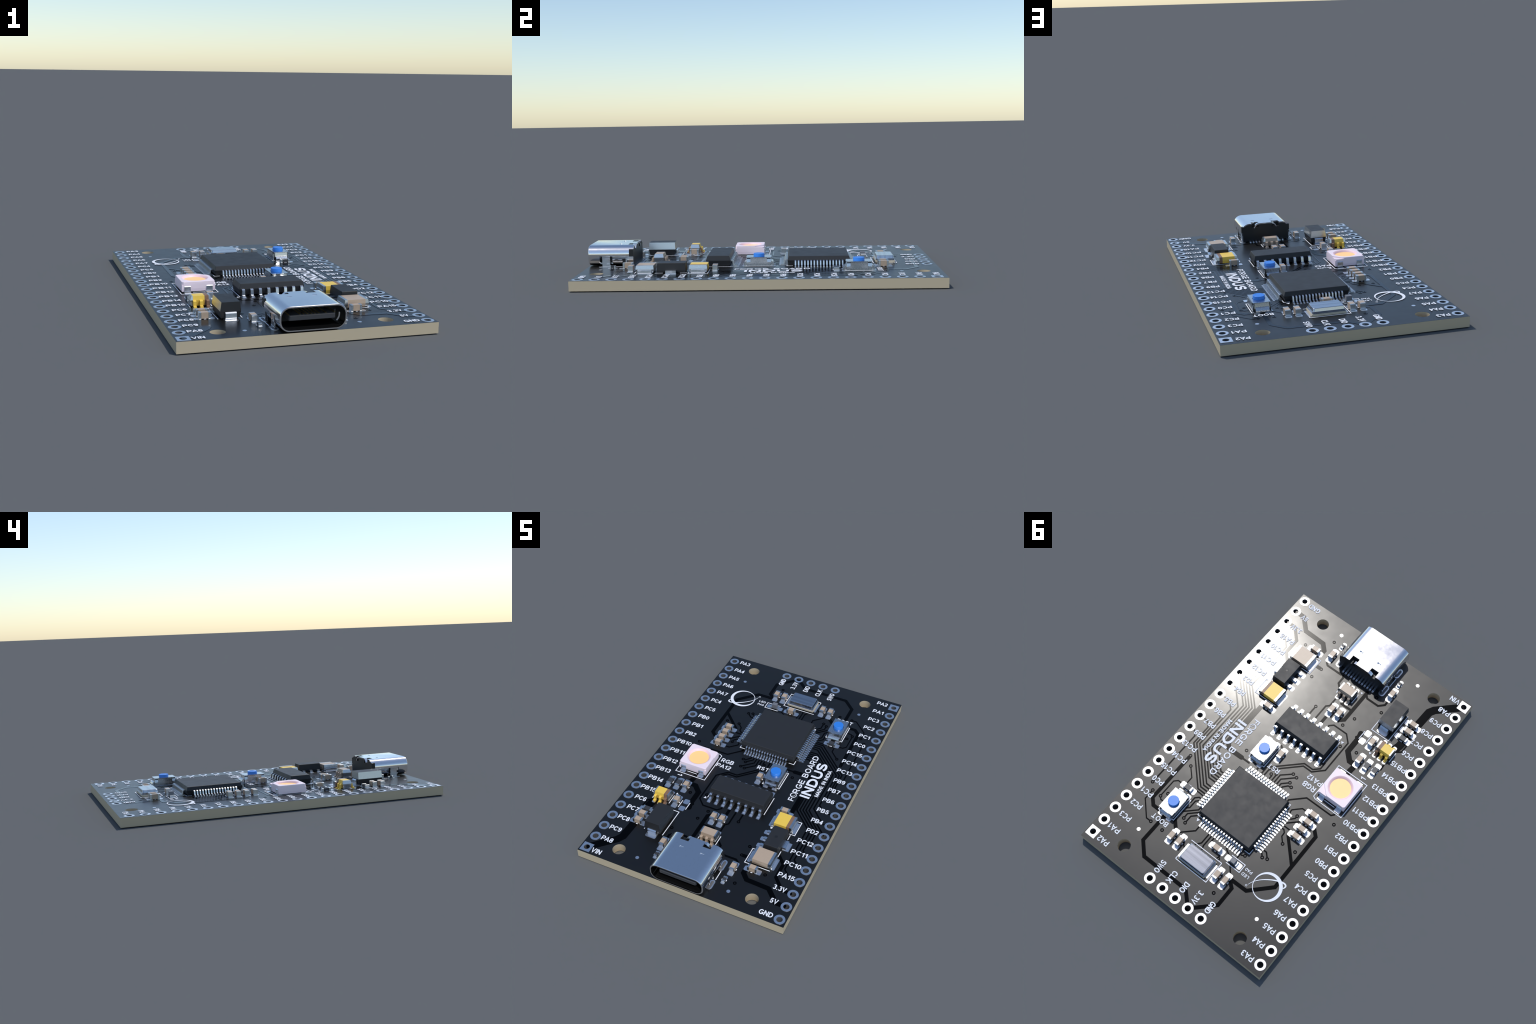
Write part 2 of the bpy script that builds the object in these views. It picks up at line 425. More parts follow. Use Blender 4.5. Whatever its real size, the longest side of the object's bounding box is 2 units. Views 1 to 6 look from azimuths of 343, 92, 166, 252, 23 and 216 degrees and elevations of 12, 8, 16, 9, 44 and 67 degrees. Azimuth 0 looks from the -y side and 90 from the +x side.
# input supply, lower left
trace(1.35, [(-16.0, -26.5), (-15.55, -26.05), (-12.95, -23.45), (-12.5, -22.6), (-12.15, -14.6), (-11.9, -13.6)])
trace(0.26, [(-12.55, -15.85), (-13.05, -15.3), (-13.05, -14.0), (-12.5, -13.5)])
trace(0.30, [(-12.1, -10.6), (-12.2, -9.4)])
trace(0.90, [(-6.0, -12.6), (-6.22, -11.7), (-6.22, -8.75), (-7.45, -7.52), (-8.5, -7.52)])
trace(0.90, [(-8.65, -7.8), (-8.4, -5.2)])
for x, y in ((14.71, 14.59), (13.76, 15.62), (10.57, 19.71), (8.26, 19.71), (6.94, 16.15), (6.27, 16.62),
             (12.17, 15.61), (11.50, 14.62), (12.96, 7.47), (11.77, 8.81), (6.38, 2.64), (6.55, 1.22),
             (7.58, -23.57), (11.08, -20.16), (6.56, -15.96), (2.67, -11.96), (-3.63, -14.07), (-2.80, -11.97),
             (-5.88, -11.60), (-6.40, -17.69), (-4.20, -19.44), (-4.73, -8.67), (-7.44, -9.38), (-11.91, 2.61),
             (0.93, 1.97), (0.30, 1.48), (-1.82, -0.19), (-2.59, -0.01), (-2.30, 1.31), (-2.94, 1.80),
             (-6.61, 5.02), (-7.62, 9.97), (-9.92, 9.83), (-6.53, 13.60), (-7.29, 13.34), (-4.32, 15.02),
             (-1.42, 17.90), (-4.30, 22.41), (6.16, -18.06)):
    via(x, y)

# ------------------------------------------------------------------ silkscreen
ZS0, ZS1 = Z0 + 0.062, Z0 + 0.078
# stroke lettering: every glyph is a set of pen strokes in a box one unit high
def arc(cx, cy, rx, ry, a0, a1, n=12):
    return [(cx + rx * math.cos(math.radians(a0 + (a1 - a0) * i / n)), cy + ry * math.sin(math.radians(a0 + (a1 - a0) * i / n)))
            for i in range(n + 1)]
def oval(cx, cy, rx, ry): return arc(cx, cy, rx, ry, 0, 360, 24)
STEM = [(.09, 0), (.09, 1)]
BOWL = [(.09, .915), (.38, .915)] + arc(.38, .6675, .25, .2475, 90, -90)[1:-1] + [(.38, .42), (.09, .42)]
GLYPH = {
    "A": [[(.07, 0), (.40, .93), (.73, 0)], [(.2, .29), (.6, .29)]],
    "B": [STEM, [(.09, .915), (.38, .915)] + arc(.40, .7125, .20, .2025, 90, -90)[1:-1] + [(.38, .51), (.09, .51)],
          [(.20, .509), (.42, .51)] + arc(.42, .2975, .23, .2125, 90, -90)[1:-1] + [(.42, .085), (.09, .085)]],
    "C": [arc(.42, .5, .335, .415, 38, 322, 20)],
    "D": [STEM, [(.09, .915), (.32, .915)] + arc(.32, .5, .37, .415, 90, -90)[1:-1] + [(.32, .085), (.09, .085)]],
    "E": [STEM, [(.09, .915), (.68, .915)], [(.09, .51), (.63, .51)], [(.09, .085), (.70, .085)]],
    "F": [STEM, [(.09, .915), (.64, .915)], [(.09, .49), (.56, .49)]],
    "G": [arc(.43, .5, .345, .415, 40, 312, 20) + [(.745, .20), (.745, .43), (.45, .43)]],
    "I": [STEM], "K": [STEM, [(.70, 1.0), (.10, .36)], [(.30, .58), (.74, 0)]],
    "L": [STEM, [(.09, .085), (.62, .085)]],
    "M": [STEM, [(.81, 0), (.81, 1)], [(.10, .97), (.45, .06), (.80, .97)]],
    "N": [STEM, [(.67, 0), (.67, 1)], [(.10, .97), (.66, .03)]],
    "O": [oval(.44, .5, .35, .415)],
    "P": [STEM, BOWL], "R": [STEM, BOWL, [(.40, .42), (.68, 0)]],
    "S": [arc(.37, .7125, .27, .2025, 15, 270, 14) + arc(.37, .2975, .28, .2125, 90, -165, 14)[1:]],
    "T": [[(0, .915), (.70, .915)], [(.35, 0), (.35, .91)]],
    "U": [[(.09, 1), (.09, .36)] + arc(.37, .36, .28, .275, 180, 360)[1:-1] + [(.65, .36), (.65, 1)]],
    "V": [[(.06, 1), (.39, .07), (.72, 1)]],
    "W": [[(.05, 1), (.28, .07), (.50, .93), (.72, .07), (.95, 1)]],
    "0": [oval(.32, .5, .24, .415)],
    "1": [[(.36, 0), (.36, 1)], [(.36, .90), (.10, .68)]],
    "2": [arc(.32, .69, .24, .225, 165, -35, 12) + [(.12, .085), (.60, .085)]],
    "3": [arc(.30, .7125, .22, .2025, 155, -90, 12), arc(.30, .2975, .25, .2125, 90, -155, 12)],
    "4": [[(.47, 0), (.47, 1)], [(.47, .95), (.08, .29), (.64, .29)]],
    "5": [[(.57, .915), (.18, .915), (.12, .49)] + arc(.31, .335, .25, .25, 125, -155, 12)],
    "6": [oval(.33, .305, .24, .22), arc(.33, .5, .24, .415, 195, 38, 12)],
    "7": [[(.04, .915), (.56, .915), (.24, 0)]],
    "8": [oval(.32, .7125, .205, .2025), oval(.32, .2975, .24, .2125)],
    "9": [oval(.31, .695, .24, .22), arc(.31, .5, .24, .415, 15, -142, 12)],
    ".": [[(.02, .085), (.19, .085)]], " ": []}

def ribbon(bm, pts, half, z0, z1, sx, sy, ox, oy):
    """Pen stroke of constant width (after scaling) as a closed solid strip."""
    P = [Vector((x * sx + ox, y * sy + oy)) for x, y in pts]
    closed = (P[0] - P[-1]).length < 1e-6
    if closed: P = P[:-1]
    n = len(P)
    rings = []
    for i, q in enumerate(P):
        a = P[i - 1] if (i or closed) else None
        b = P[(i + 1) % n] if (i < n - 1 or closed) else None
        d0 = (q - a).normalized() if a is not None else (b - q).normalized()
        d1 = (b - q).normalized() if b is not None else d0
        n0, n1 = Vector((-d0.y, d0.x)), Vector((-d1.y, d1.x))
        m = (n0 + n1).normalized()
        k = half / max(0.45, m.dot(n0))
        l, r = q + m * k, q - m * k
        rings.append([(l.x, l.y, z0), (r.x, r.y, z0), (r.x, r.y, z1), (l.x, l.y, z1)])
    if closed:
        vs = [[bm.verts.new(p) for p in r] for r in rings]
        for i in range(n):
            a, b = vs[i], vs[(i + 1) % n]
            for j in range(4):
                bm.faces.new((a[j], a[(j + 1) % 4], b[(j + 1) % 4], b[j]))
    else:
        loft(bm, rings)

def text(s, cx, cy, w, h, rot=0.0, pen=0.18):
    """Printed word fitted to a w x h box (cap height h) and turned by rot."""
    gap = 0.13
    x, items = 0.0, []
    for ch in s:
        st = GLYPH[ch]
        if not st:
            x += 0.36
            continue
        x0 = min(p[0] for k in st for p in k)
        x1 = max(p[0] for k in st for p in k)
        if ch == "A" and items: x -= 0.09
        if ch == "1" and items: x -= 0.04
        items.append((x - x0, st))
        x += x1 - x0 + gap + 0.15 - (0.07 if ch == "A" else 0)
    total = x - gap - 0.15
    half = pen * h / 2
    sx = (w - 2 * half) / total if total > 0 else 1.0
    bm = bmesh.new()
    k = 0
    for gx, st in items:
        for stroke in st:
            k += 1
            ribbon(bm, [(gx + px, py) for px, py in stroke], half, ZS0, ZS1 + 0.0007 * (k % 7), sx, h, -w / 2 + half, -h / 2)
    return place(link("printed_label", mesh_of(bm, "printed_label"), M["silk"]), cx, cy, rot)

WIDTH = {3: 2.02, 4: 2.72, 2: 1.25}
for i, s in enumerate(LEFT):
    w, x, dy = WIDTH[len(s)], -14.15, 0.16
    if s == "VIN": w, x, dy = 1.70, -14.58, -0.17
    if s in ("PA8", "PC9", "PC8"): x = -14.35
    text(s, x, pin_y(i) + dy, w, 0.90)
for i, s in enumerate(RIGHT):
    w, x, dy = WIDTH[len(s)], 14.17, 0.18
    if s == "GND": w, dy = 2.2, 0.17
    if s == "5V": x = 14.35
    if s == "3.3V": w = 2.1
    if s == "PD2": x, dy = 14.33, 0.3
    text(s, x, pin_y(i) + dy, w, 0.90)
for (x, s), y0 in zip(SWD, (23.2, 23.4, 23.65, 23.35, 23.5)):
    y1 = {"SWO": 25.35, "CLK": 25.45, "DIO": 25.35, "3.3V": 25.55, "GND": 25.45}[s]
    text(s, x - 0.03, (y0 + y1) / 2, y1 - y0, 0.92, 90)
text("F", 8.38, -3.58, 0.80, 1.0, 90)
text("RGE BOARD", 8.38, 2.93, 9.90, 1.04, 90)
text("INDUS", 10.18, 2.15, 9.0, 1.74, 90, 0.23)
text("MADE IN INDIA", 11.88, 2.05, 6.8, 0.66, 90, 0.21)
text("RST", 1.22, 1.02, 2.15, 0.84)
text("BOOT", 9.62, 18.69, 3.05, 0.82)
text("RGB", -5.05, -0.03, 2.30, 0.92)
text("PA12", -5.12, -1.42, 2.70, 0.88)
text("LED", -6.31, 17.43, 1.30, 0.50)
text("PA0", -6.30, 16.55, 1.24, 0.48)
text("1", -10.92, -6.36, 0.45, 0.85, -90)

LN = [0]
def ink_line(pts, w=0.13):
    """Silkscreen stroke."""
    p = [Vector(q) for q in pts]
    left, right = [], []
    for i, q in enumerate(p):
        d0 = (q - p[i - 1]).normalized() if i else (p[1] - q).normalized()
        d1 = (p[i + 1] - q).normalized() if i < len(p) - 1 else d0
        n0, n1 = Vector((-d0.y, d0.x)), Vector((-d1.y, d1.x))
        m = (n0 + n1).normalized()
        ww = w[i] if isinstance(w, (list, tuple)) else w
        k = ww / 2 / max(0.5, m.dot(n0))
        left.append(q + m * k); right.append(q - m * k)
    LN[0] += 1
    dz = 0.0004 * (LN[0] % 12)
    bm = bmesh.new()
    rings = [[(l.x, l.y, ZS0), (r.x, r.y, ZS0), (r.x, r.y, ZS1 + dz), (l.x, l.y, ZS1 + dz)] for l, r in zip(left, right)]
    loft(bm, rings)
    return link("silkscreen_line", mesh_of(bm, "silkscreen_line"), M["silk"])

def ink_triangle(x, y, size=0.5, rot=0):
    pts = []
    for k in range(3):
        a = math.radians(rot + 90 + 120 * k)
        pts.append((x + size * 0.6 * math.cos(a), y + size * 0.6 * math.sin(a)))
    prism("silkscreen_mark", pts, ZS0, ZS1, M["silk"])

def crescent(cx, cy, ro, ri, ox, oy, n=72):
    ring_prism("printed_emblem", circle(cx, cy, ro, n), circle(cx + ox, cy + oy, ri, n), ZS0, ZS1, M["silk"])

# planet emblem
crescent(-10.04, 16.73, 2.30, 1.98, 0.175, 0.14)
orbit = [(-7.49, 18.24), (-7.86, 17.38), (-8.48, 16.58), (-9.22, 15.93), (-10.04, 15.38), (-10.90, 14.96),
         (-11.55, 14.78), (-11.95, 14.82), (-12.14, 15.08), (-12.02, 15.52)]
def smooth_path(pts, n=4):
    out = []
    P = [Vector(p) for p in pts]
    for i in range(len(P) - 1):
        a, b, c, d = P[max(0, i - 1)], P[i], P[i + 1], P[min(len(P) - 1, i + 2)]
        for k in range(n):
            t = k / n
            out.append(0.5 * ((2 * b) + (c - a) * t + (2 * a - 5 * b + 4 * c - d) * t * t + (3 * b - a - 3 * c + d) * t ** 3))
    out.append(P[-1])
    return out
sp = smooth_path(orbit)
ink_line([tuple(p) for p in sp], [0.05 + 0.20 * min(1, i / (len(sp) * 0.65)) - (0.15 * max(0, i / len(sp) - 0.85) / 0.15)
                                  for i in range(len(sp))])
ring_prism("printed_emblem", circle(-7.36, 18.50, 0.17, 20), circle(-7.36, 18.50, 0.11, 20), ZS0, ZS1, M["silk"])
crescent(8.36, -2.62, 0.56, 0.44, 0.035, 0.03, 32)
ink_line([(8.75, -2.25), (8.45, -2.80), (8.0, -3.02)], 0.05)

# outlines round the parts
ink_line([(-12.1, 0.9), (-12.1, -5.82), (-6.61, -5.82), (-6.61, 0.80), (-7.05, 1.05), (-12.1, 1.05), (-12.1, 0.85)])
ink_line([(-10.25, -5.08), (-8.42, -5.08)], 0.12)
ink_line([(-10.28, 0.32), (-8.35, 0.32)], 0.12)
ink_line([(5.78, -8.85), (5.78, -4.65)])
ink_line([(-4.30, -9.2), (-4.30, -4.62)])
ink_triangle(-4.62, -9.40, 0.5, 10)
for cx, cy in ((-4.68, 4.22), (5.55, 4.22), (-4.68, 14.42), (5.55, 14.42)):
    dx, dy = (1 if cx < 0 else -1), (1 if cy < 9 else -1)
    ink_line([(cx + dx * 0.95, cy), (cx, cy), (cx, cy + dy * 0.95)])
ink_triangle(5.0, 15.02, 0.55, 0)
ink_line([(11.42, -12.2), (11.42, -11.1)])
ink_line([(11.42, -16.1), (11.42, -14.85)])
ink_triangle(8.04, -10.90, 0.5, 180)
ink_line([(8.85, -16.15), (7.18, -16.15), (7.18, -19.24), (7.95, -19.24)])
ink_line([(9.5, -19.24), (11.45, -19.24)])
ink_line([(11.2, -7.88), (12.08, -7.88), (12.08, -10.90), (11.15, -10.90)])
ink_line([(11.2, -7.88), (7.9, -7.88)])
ink_line([(-6.95, -19.8), (-6.95, -14.22), (-10.24, -14.22), (-10.24, -19.8)])
ink_line([(3.62, 21.88), (-2.33, 21.88), (-2.33, 18.15)])
ink_line([(3.66, 18.15), (-2.33, 18.15)], 0.125)
ink_line([(3.66, 21.87), (3.66, 21.4)])
ink_line([(-2.72, 16.16), (-5.30, 16.16), (-5.30, 17.62), (-2.72, 17.62)])
for cx, cy in ((4.1, -0.28), (9.45, 15.38)):
    for sx in (-1, 1):
        ink_line([(cx + sx * 1.15, cy - 2.06), (cx + sx * 1.52, cy - 2.06), (cx + sx * 1.52, cy + 2.06), (cx + sx * 1.15, cy + 2.06)])
for sx in (-1, 1):
    ink_line([(sx * 4.70, -24.3), (sx * 4.70, -22.4)])
ink_line([(1.55, -18.0), (1.55, -16.05)]); ink_line([(-1.57, -18.0), (-1.57, -16.05)])
ink_triangle(-1.80, -18.58, 0.45, 15)
ink_line([(-12.48, -13.2), (-12.48, -11.25)]); ink_line([(-9.40, -13.2), (-9.40, -11.2)])
ink_triangle(-9.20, -10.66, 0.45, 15)
ink_line([(-6.29, -13.28), (-6.29, -11.6)]); ink_line([(-7.64, -13.28), (-7.64, -11.6)])
for y in (-13.25, -11.60):
    pad(-6.95, y, 0.475, 0.52, 0.2)

# ------------------------------------------------------------------ two-terminal chip parts
def chip_part(kind, x, y, vertical, L=1.6, W=0.8, H=0.86, term=0.32, mat="ceramic", pads=(0.88, 0.54, 0.48), dash=0.16):
    """0603 / 0402 part: body between two plated ends, on two lands."""
    key = ("chip", kind, L, W, H)
    zb = Z0 + 0.09
    if key not in CACHE:
        bm = bmesh.new()
        add_box(bm, -L / 2 + term, L / 2 - term, -W / 2 + 0.012, W / 2 - 0.012, zb + 0.02, zb + H - 0.015)
        body = mesh_of(bm, kind)
        body.materials.append(M[mat])
        bm = bmesh.new()
        add_box(bm, L / 2 - term, L / 2, -W / 2, W / 2, zb - 0.035, zb + H)
        bevel(bm, 0.035, 2)
        cap = mesh_of(bm, "plated_end")
        cap.materials.append(M["end_metal"])
        CACHE[key] = (body, cap)
    body, cap = CACHE[key]
    ob = place(link(kind, body, None), x, y, 90 if vertical else 0)
    for a in (0, 180):
        c = link("plated_end", cap, None, ob)
        c.rotation_euler = (0, 0, math.radians(a))
    px, phx, phy = pads
    for s in (-1, 1):
        if vertical: pad(x, y + s * px, phy, phx, 0.22)
        else: pad(x + s * px, y, phx, phy, 0.22)
        if dash:
            o = W / 2 + 0.10
            if vertical: ink_line([(x + s * o, y - dash), (x + s * o, y + dash)])
            else: ink_line([(x - dash, y + s * o), (x + dash, y + s * o)])
    return ob

CAP_H = [(9.0, -20.18), (8.72, -6.98), (-11.85, -18.85), (-11.9, -17.35), (-8.6, 3.45), (-8.6, 4.93), (-8.6, 6.42),
         (-8.58, 7.90), (-0.28, 16.80)]
CAP_V = [(6.18, -21.2), (0.20, -13.03), (-1.25, -13.08), (-5.93, -21.35), (-8.42, -12.25), (-8.63, -8.55),
         (1.68, -1.45), (-3.0, 19.97), (-4.52, 19.97), (6.38, 19.5), (4.86, 19.5)]
for x, y in CAP_H: chip_part("ceramic_capacitor", x, y, False)
for x, y in CAP_V: chip_part("ceramic_capacitor", x, y, True)
for x, y, v in ((-11.85, -15.93, False), (-10.12, -8.42, True), (-11.60, -8.55, True), (9.60, 11.92, False)):
    chip_part("chip_resistor", x, y, v, H=0.45, term=0.3, mat="resist", dash=0.24)
for x in (5.88, -5.80):
    chip_part("chip_resistor", x, -23.75, True, L=1.0, W=0.5, H=0.35, term=0.25, mat="resist", pads=(0.5, 0.30, 0.32), dash=0.15)
# indicator lamp: low plated base with a tall grey resin block
lamp = chip_part("indicator_lamp", -3.58, 16.88, False, H=0.30, mat="lamp", dash=0, pads=(0.98, 0.52, 0.46))
bm = bmesh.new()
loft(bm, [rect(0, 0, 0.47, 0.40, Z0 + 0.37), rect(0, 0, 0.45, 0.39, Z0 + 0.60), rect(0, 0, 0.42, 0.38, Z0 + 0.98)])
link("resin_block", mesh_of(bm, "resin_block"), M["lamp"], lamp)

# ------------------------------------------------------------------ leads
def lead_mesh(name, path, t, w):
    """Bent strip: path of (outward distance, height) as its centre line."""
    p = [Vector(q) for q in path]
    up, dn = [], []
    for i, q in enumerate(p):
        d0 = (q - p[i - 1]).normalized() if i else (p[1] - q).normalized()
        d1 = (p[i + 1] - q).normalized() if i < len(p) - 1 else d0
        n0, n1 = Vector((-d0.y, d0.x)), Vector((-d1.y, d1.x))
        m = (n0 + n1).normalized()
        k = t / 2 / max(0.4, m.dot(n0))
        up.append(q + m * k); dn.append(q - m * k)
    bm = bmesh.new()
    loft(bm, [[(u.x, -w / 2, Z0 + u.y), (u.x, w / 2, Z0 + u.y), (d.x, w / 2, Z0 + d.y), (d.x, -w / 2, Z0 + d.y)]
              for u, d in zip(up, dn)])
    return mesh_of(bm, name)

def gull(x_in, x_knee, x_foot, x_end, z_top, t):
    """Gull-wing centre line, knees rounded by short chamfers."""
    zf = 0.055 + t / 2
    c = 0.09
    return [(x_in, z_top), (x_knee - c, z_top), (x_knee + c * 0.6, z_top - c), (x_foot - c * 0.6, zf + c), (x_foot + c, zf), (x_end, zf)]

def put_lead(me, parent, cx, cy, side, along, mat):
    """side: 0 +x, 1 +y, 2 -x, 3 -y; along = offset along that side."""
    a = side * 90
    off = {0: (0, along), 1: (along, 0), 2: (0, along), 3: (along, 0)}[side]
    ob = link("chip_lead", me, M[mat], parent)
    return place(ob, cx + off[0], cy + off[1], a)

def package(name, cx, cy, rings, mat="chip", bev=0.04):
    bm = bmesh.new()
    loft(bm, [rect(cx, cy, hx, hy, Z0 + z) for z, hx, hy in rings])
    if bev: bevel(bm, bev, 1, 40)
    return link(name, mesh_of(bm, name), M[mat])

# main chip, 64 leads
QX, QY = 0.44, 9.32
mcu = package("microcontroller_chip", QX, QY, [(0.10, 4.82, 4.82), (0.88, 5.02, 5.02), (0.95, 5.02, 5.02), (1.56, 4.78, 4.78)])
qlead = lead_mesh("chip_lead", gull(4.9, 5.38, 5.60, 6.12, 0.90, 0.15), 0.15, 0.23)
for side in range(4):
    for k in range(16):
        o = (k - 7.5) * 0.5
        put_lead(qlead, mcu, QX, QY, side, o, "lead")
        if side in (0, 2): pad(QX + (5.68 if side == 0 else -5.68), QY + o, 0.72, 0.145, 0.075)
        else: pad(QX + o, QY + (5.68 if side == 1 else -5.68), 0.145, 0.72, 0.075)
# usb bridge, 16 leads
IX, IY = 0.72, -6.79
soic = package("interface_chip", IX, IY, [(0.14, 4.80, 1.80), (0.95, 4.96, 1.98), (1.05, 4.96, 1.98), (1.78, 4.74, 1.74)])
slead = lead_mesh("chip_lead", gull(1.85, 2.30, 2.52, 3.02, 1.0, 0.20), 0.20, 0.42)
for side in (1, 3):
    for k in range(8):
        put_lead(slead, soic, IX, IY, side, (k - 3.5) * 1.27, "lead")
        pad(IX + (k - 3.5) * 1.27, IY + (2.55 if side == 1 else -2.55), 0.30, 0.82, 0.15)
# voltage regulator: three leads on one side, wide tab on the other
RX, RY = 9.97, -13.58
reg = package("voltage_regulator", RX, RY, [(0.08, 1.22, 2.22), (0.42, 1.28, 2.26), (1.58, 1.17, 2.16)])
rl = lead_mesh("chip_lead", [(1.15, 0.26), (2.05, 0.26)], 0.40, 0.48)
for k in (-1, 0, 1):
    put_lead(rl, reg, RX, RY, 2, k * 1.5, "lead")
    pad(RX - 2.0, RY + k * 1.5, 0.62, 0.42, 0.2)
put_lead(lead_mesh("chip_lead", [(1.15, 0.30), (2.02, 0.30)], 0.46, 1.60), reg, RX, RY, 0, 0.0, "lead")
pad(RX + 1.95, RY, 0.55, 0.90, 0.1)
pad(RX - 0.2, RY, 1.3, 0.42, 0.1)
bm = bmesh.new()
loft(bm, [[(x, y, Z0 + 1.5815) for x, y in circle(RX + 0.02, RY + 0.0, 0.30, 28)],
          [(x, y, Z0 + 1.590) for x, y in circle(RX + 0.02, RY + 0.0, 0.24, 28)],
          [(x, y, Z0 + 1.582) for x, y in circle(RX + 0.02, RY + 0.0, 0.18, 28)]], cap0=False)
link("moulded_dimple", mesh_of(bm, "moulded_dimple"), M["plastic"], reg)

# ------------------------------------------------------------------ banded moulded bodies
def ladder_caps(bm, ring, n):
    """Close a profile ring (n points up one side, n down the other) with flat steps."""
    for i in range(n - 1):
        q = [ring[i], ring[i + 1], ring[2 * n - 2 - i], ring[2 * n - 1 - i]]
        bm.faces.new([bm.verts.new(p) for p in q])

def profile_bar(r0, r1, n):
    bm = bmesh.new()
    loft(bm, [r0, r1], cap0=False, cap1=False)
    ladder_caps(bm, r0, n)
    ladder_caps(bm, r1, n)
    bmesh.ops.remove_doubles(bm, verts=bm.verts, dist=1e-5)
    return bm

def banded(name, cx, cy, bands, prof, taper):
    """Body running along x, cut into butted coloured bands.  prof: (height, half depth);
    taper: per-profile inset of the two ends."""
    first = None
    n = len(bands)
    for i, (x0, x1, mat, bname) in enumerate(bands):
        loop = [(hy, z) for z, hy in prof] + [(-hy, z) for z, hy in prof[::-1]]
        tp = list(taper) + list(taper[::-1])
        r0 = [(cx + x0 + (t if i == 0 else 0), cy + y, Z0 + z) for (y, z), t in zip(loop, tp)]
        r1 = [(cx + x1 - (t if i == n - 1 else 0), cy + y, Z0 + z) for (y, z), t in zip(loop, tp)]
        bm = profile_bar(r0, r1, len(prof))
        ob = link(bname if first else name, mesh_of(bm, bname), M[mat], first)
        first = first or ob
    return first

def moulded_capacitor(name, cx, cy, colour, stripe):
    prof = [(0.16, 1.30), (0.62, 1.40), (0.70, 1.40), (1.23, 1.34)]
    taper = [0.10, 0.0, 0.0, 0.10]
    bands = [(-1.32, 0.78 if stripe else 1.30, colour, name)]
    if stripe: bands.append((0.78, 1.30, "brown", "polarity_band"))
    body = banded(name, cx, cy, bands, prof, [0, 0, 0, 0])
    for s in (-1, 1):
        loop = [(hy, z) for z, hy in prof] + [(-hy, z) for z, hy in prof[::-1]]
        tp = taper + taper[::-1]
        xin = 1.32 if s < 0 else 1.30
        bm = profile_bar([(cx + s * xin, cy + y, Z0 + z) for y, z in loop],
                         [(cx + s * (1.80 - t), cy + y, Z0 + z) for (y, z), t in zip(loop, tp)], len(prof))
        link("metal_end", mesh_of(bm, "metal_end"), M["end_metal"], body)
        x0, x1 = sorted((cx + s * 1.72, cx + s * 1.92))
        box("terminal_strip", x0, x1, cy - 1.10, cy + 1.10, Z0 + 0.06, Z0 + 0.62, M["lead"], body, 0.06, 2)
        pad(cx + s * 1.75, cy, 0.55, 1.22, 0.2)
    return body
moulded_capacitor("moulded_capacitor", 9.66, -17.66, "ceramic", False)
moulded_capacitor("tantalum_capacitor", 9.66, -9.40, "yellow", True)

def small_outline(name, cx, cy, mats, h=1.56):
    """Six-lead package whose leads take the colour of the band they leave."""
    prof = [(0.18, 0.70), (0.92, 0.80), (1.0, 0.80), (h, 0.68)]
    bands = [(-1.48, -1.12, "end_metal", "metal_end"), (-1.12, 0.52, mats[0], name), (0.52, 1.10, mats[1], "polarity_band"),
             (1.10, 1.48, "end_metal", "metal_end")]
    if mats[0] == mats[1]:
        bands = [bands[0], (-1.12, 1.10, mats[0], name), bands[3]]
    body = banded(name, cx, cy, bands, prof, [0.12, 0.0, 0.0, 0.16])
    me = lead_mesh("chip_lead", gull(0.7, 1.02, 1.16, 1.50, 0.92, 0.20), 0.20, 0.42)
    for side in (1, 3):
        for k in (-1, 0, 1):
            mat = mats[1] if k == 1 else mats[0]
            put_lead(me.copy(), body, cx, cy, side, k * 0.93, mat)
            pad(cx + k * 0.95, cy + (1.30 if side == 1 else -1.30), 0.30, 0.52, 0.2)
    return body
small_outline("protection_chip", 0.0, -17.0, ("ceramic", "ceramic"))
small_outline("supply_switch_chip", -10.92, -12.25, ("yellow", "brown"))

# ------------------------------------------------------------------ rectifier diode
DX, DY = -8.58, -17.75
bm = bmesh.new()
loft(bm, [rect(DX, DY, 1.28, 2.12, Z0 + 0.16), rect(DX, DY, 1.42, 2.30, Z0 + 1.08), rect(DX, DY, 1.42, 2.30, Z0 + 1.12),
          rect(DX, DY, 1.25, 2.24, Z0 + 2.33)])
bmesh.ops.recalc_face_normals(bm, faces=bm.faces)
for f in bm.faces:
    c = f.calc_center_median()
    if c.z > Z0 + 1.5 and abs(f.normal.z) < 0.5 and f.normal.y > -0.5:
        f.material_index = 1
diode = link("rectifier_diode", mesh_of(bm, "rectifier_diode"), [M["chip"], M["end_metal"]])
dl = lead_mesh("chip_lead", [(2.1, 0.92), (2.36, 0.92), (2.48, 0.82), (2.50, 0.30), (2.40, 0.155), (1.6, 0.155)], 0.20, 1.50)
for side in (1, 3):
    put_lead(dl, diode, DX, DY, side, 0.0, "lead")
    pad(DX, DY + (2.45 if side == 1 else -2.45), 0.92, 0.82, 0.3)

# ------------------------------------------------------------------ colour lamp
LX, LY = -9.35, -2.38
def square_pts(h, cut, n=64, z=0.0):
    """Square outline sampled by angle, +x+y corner cut off."""
    out = []
    for i in range(n):
        a = 2 * math.pi * (i + 0.5) / n
        c, s = math.cos(a), math.sin(a)
        k = h / max(abs(c), abs(s))
        if c + s > 0 and cut: k = min(k, (2 * h - cut) / (c + s))
        out.append((LX + c * k, LY + s * k, z))
    return out
def circ3(r, z, n=64):
    return [(LX + r * math.cos(2 * math.pi * (i + 0.5) / n), LY + r * math.sin(2 * math.pi * (i + 0.5) / n), z) for i in range(n)]
bm = bmesh.new()
loft(bm, [rect(LX, LY, 2.46, 2.46, Z0 + 0.17), rect(LX, LY, 2.50, 2.50, Z0 + 0.60), rect(LX, LY, 2.49, 2.49, Z0 + 1.18)])
colour_lamp = link("colour_lamp", mesh_of(bm, "colour_lamp"), M["housing"])
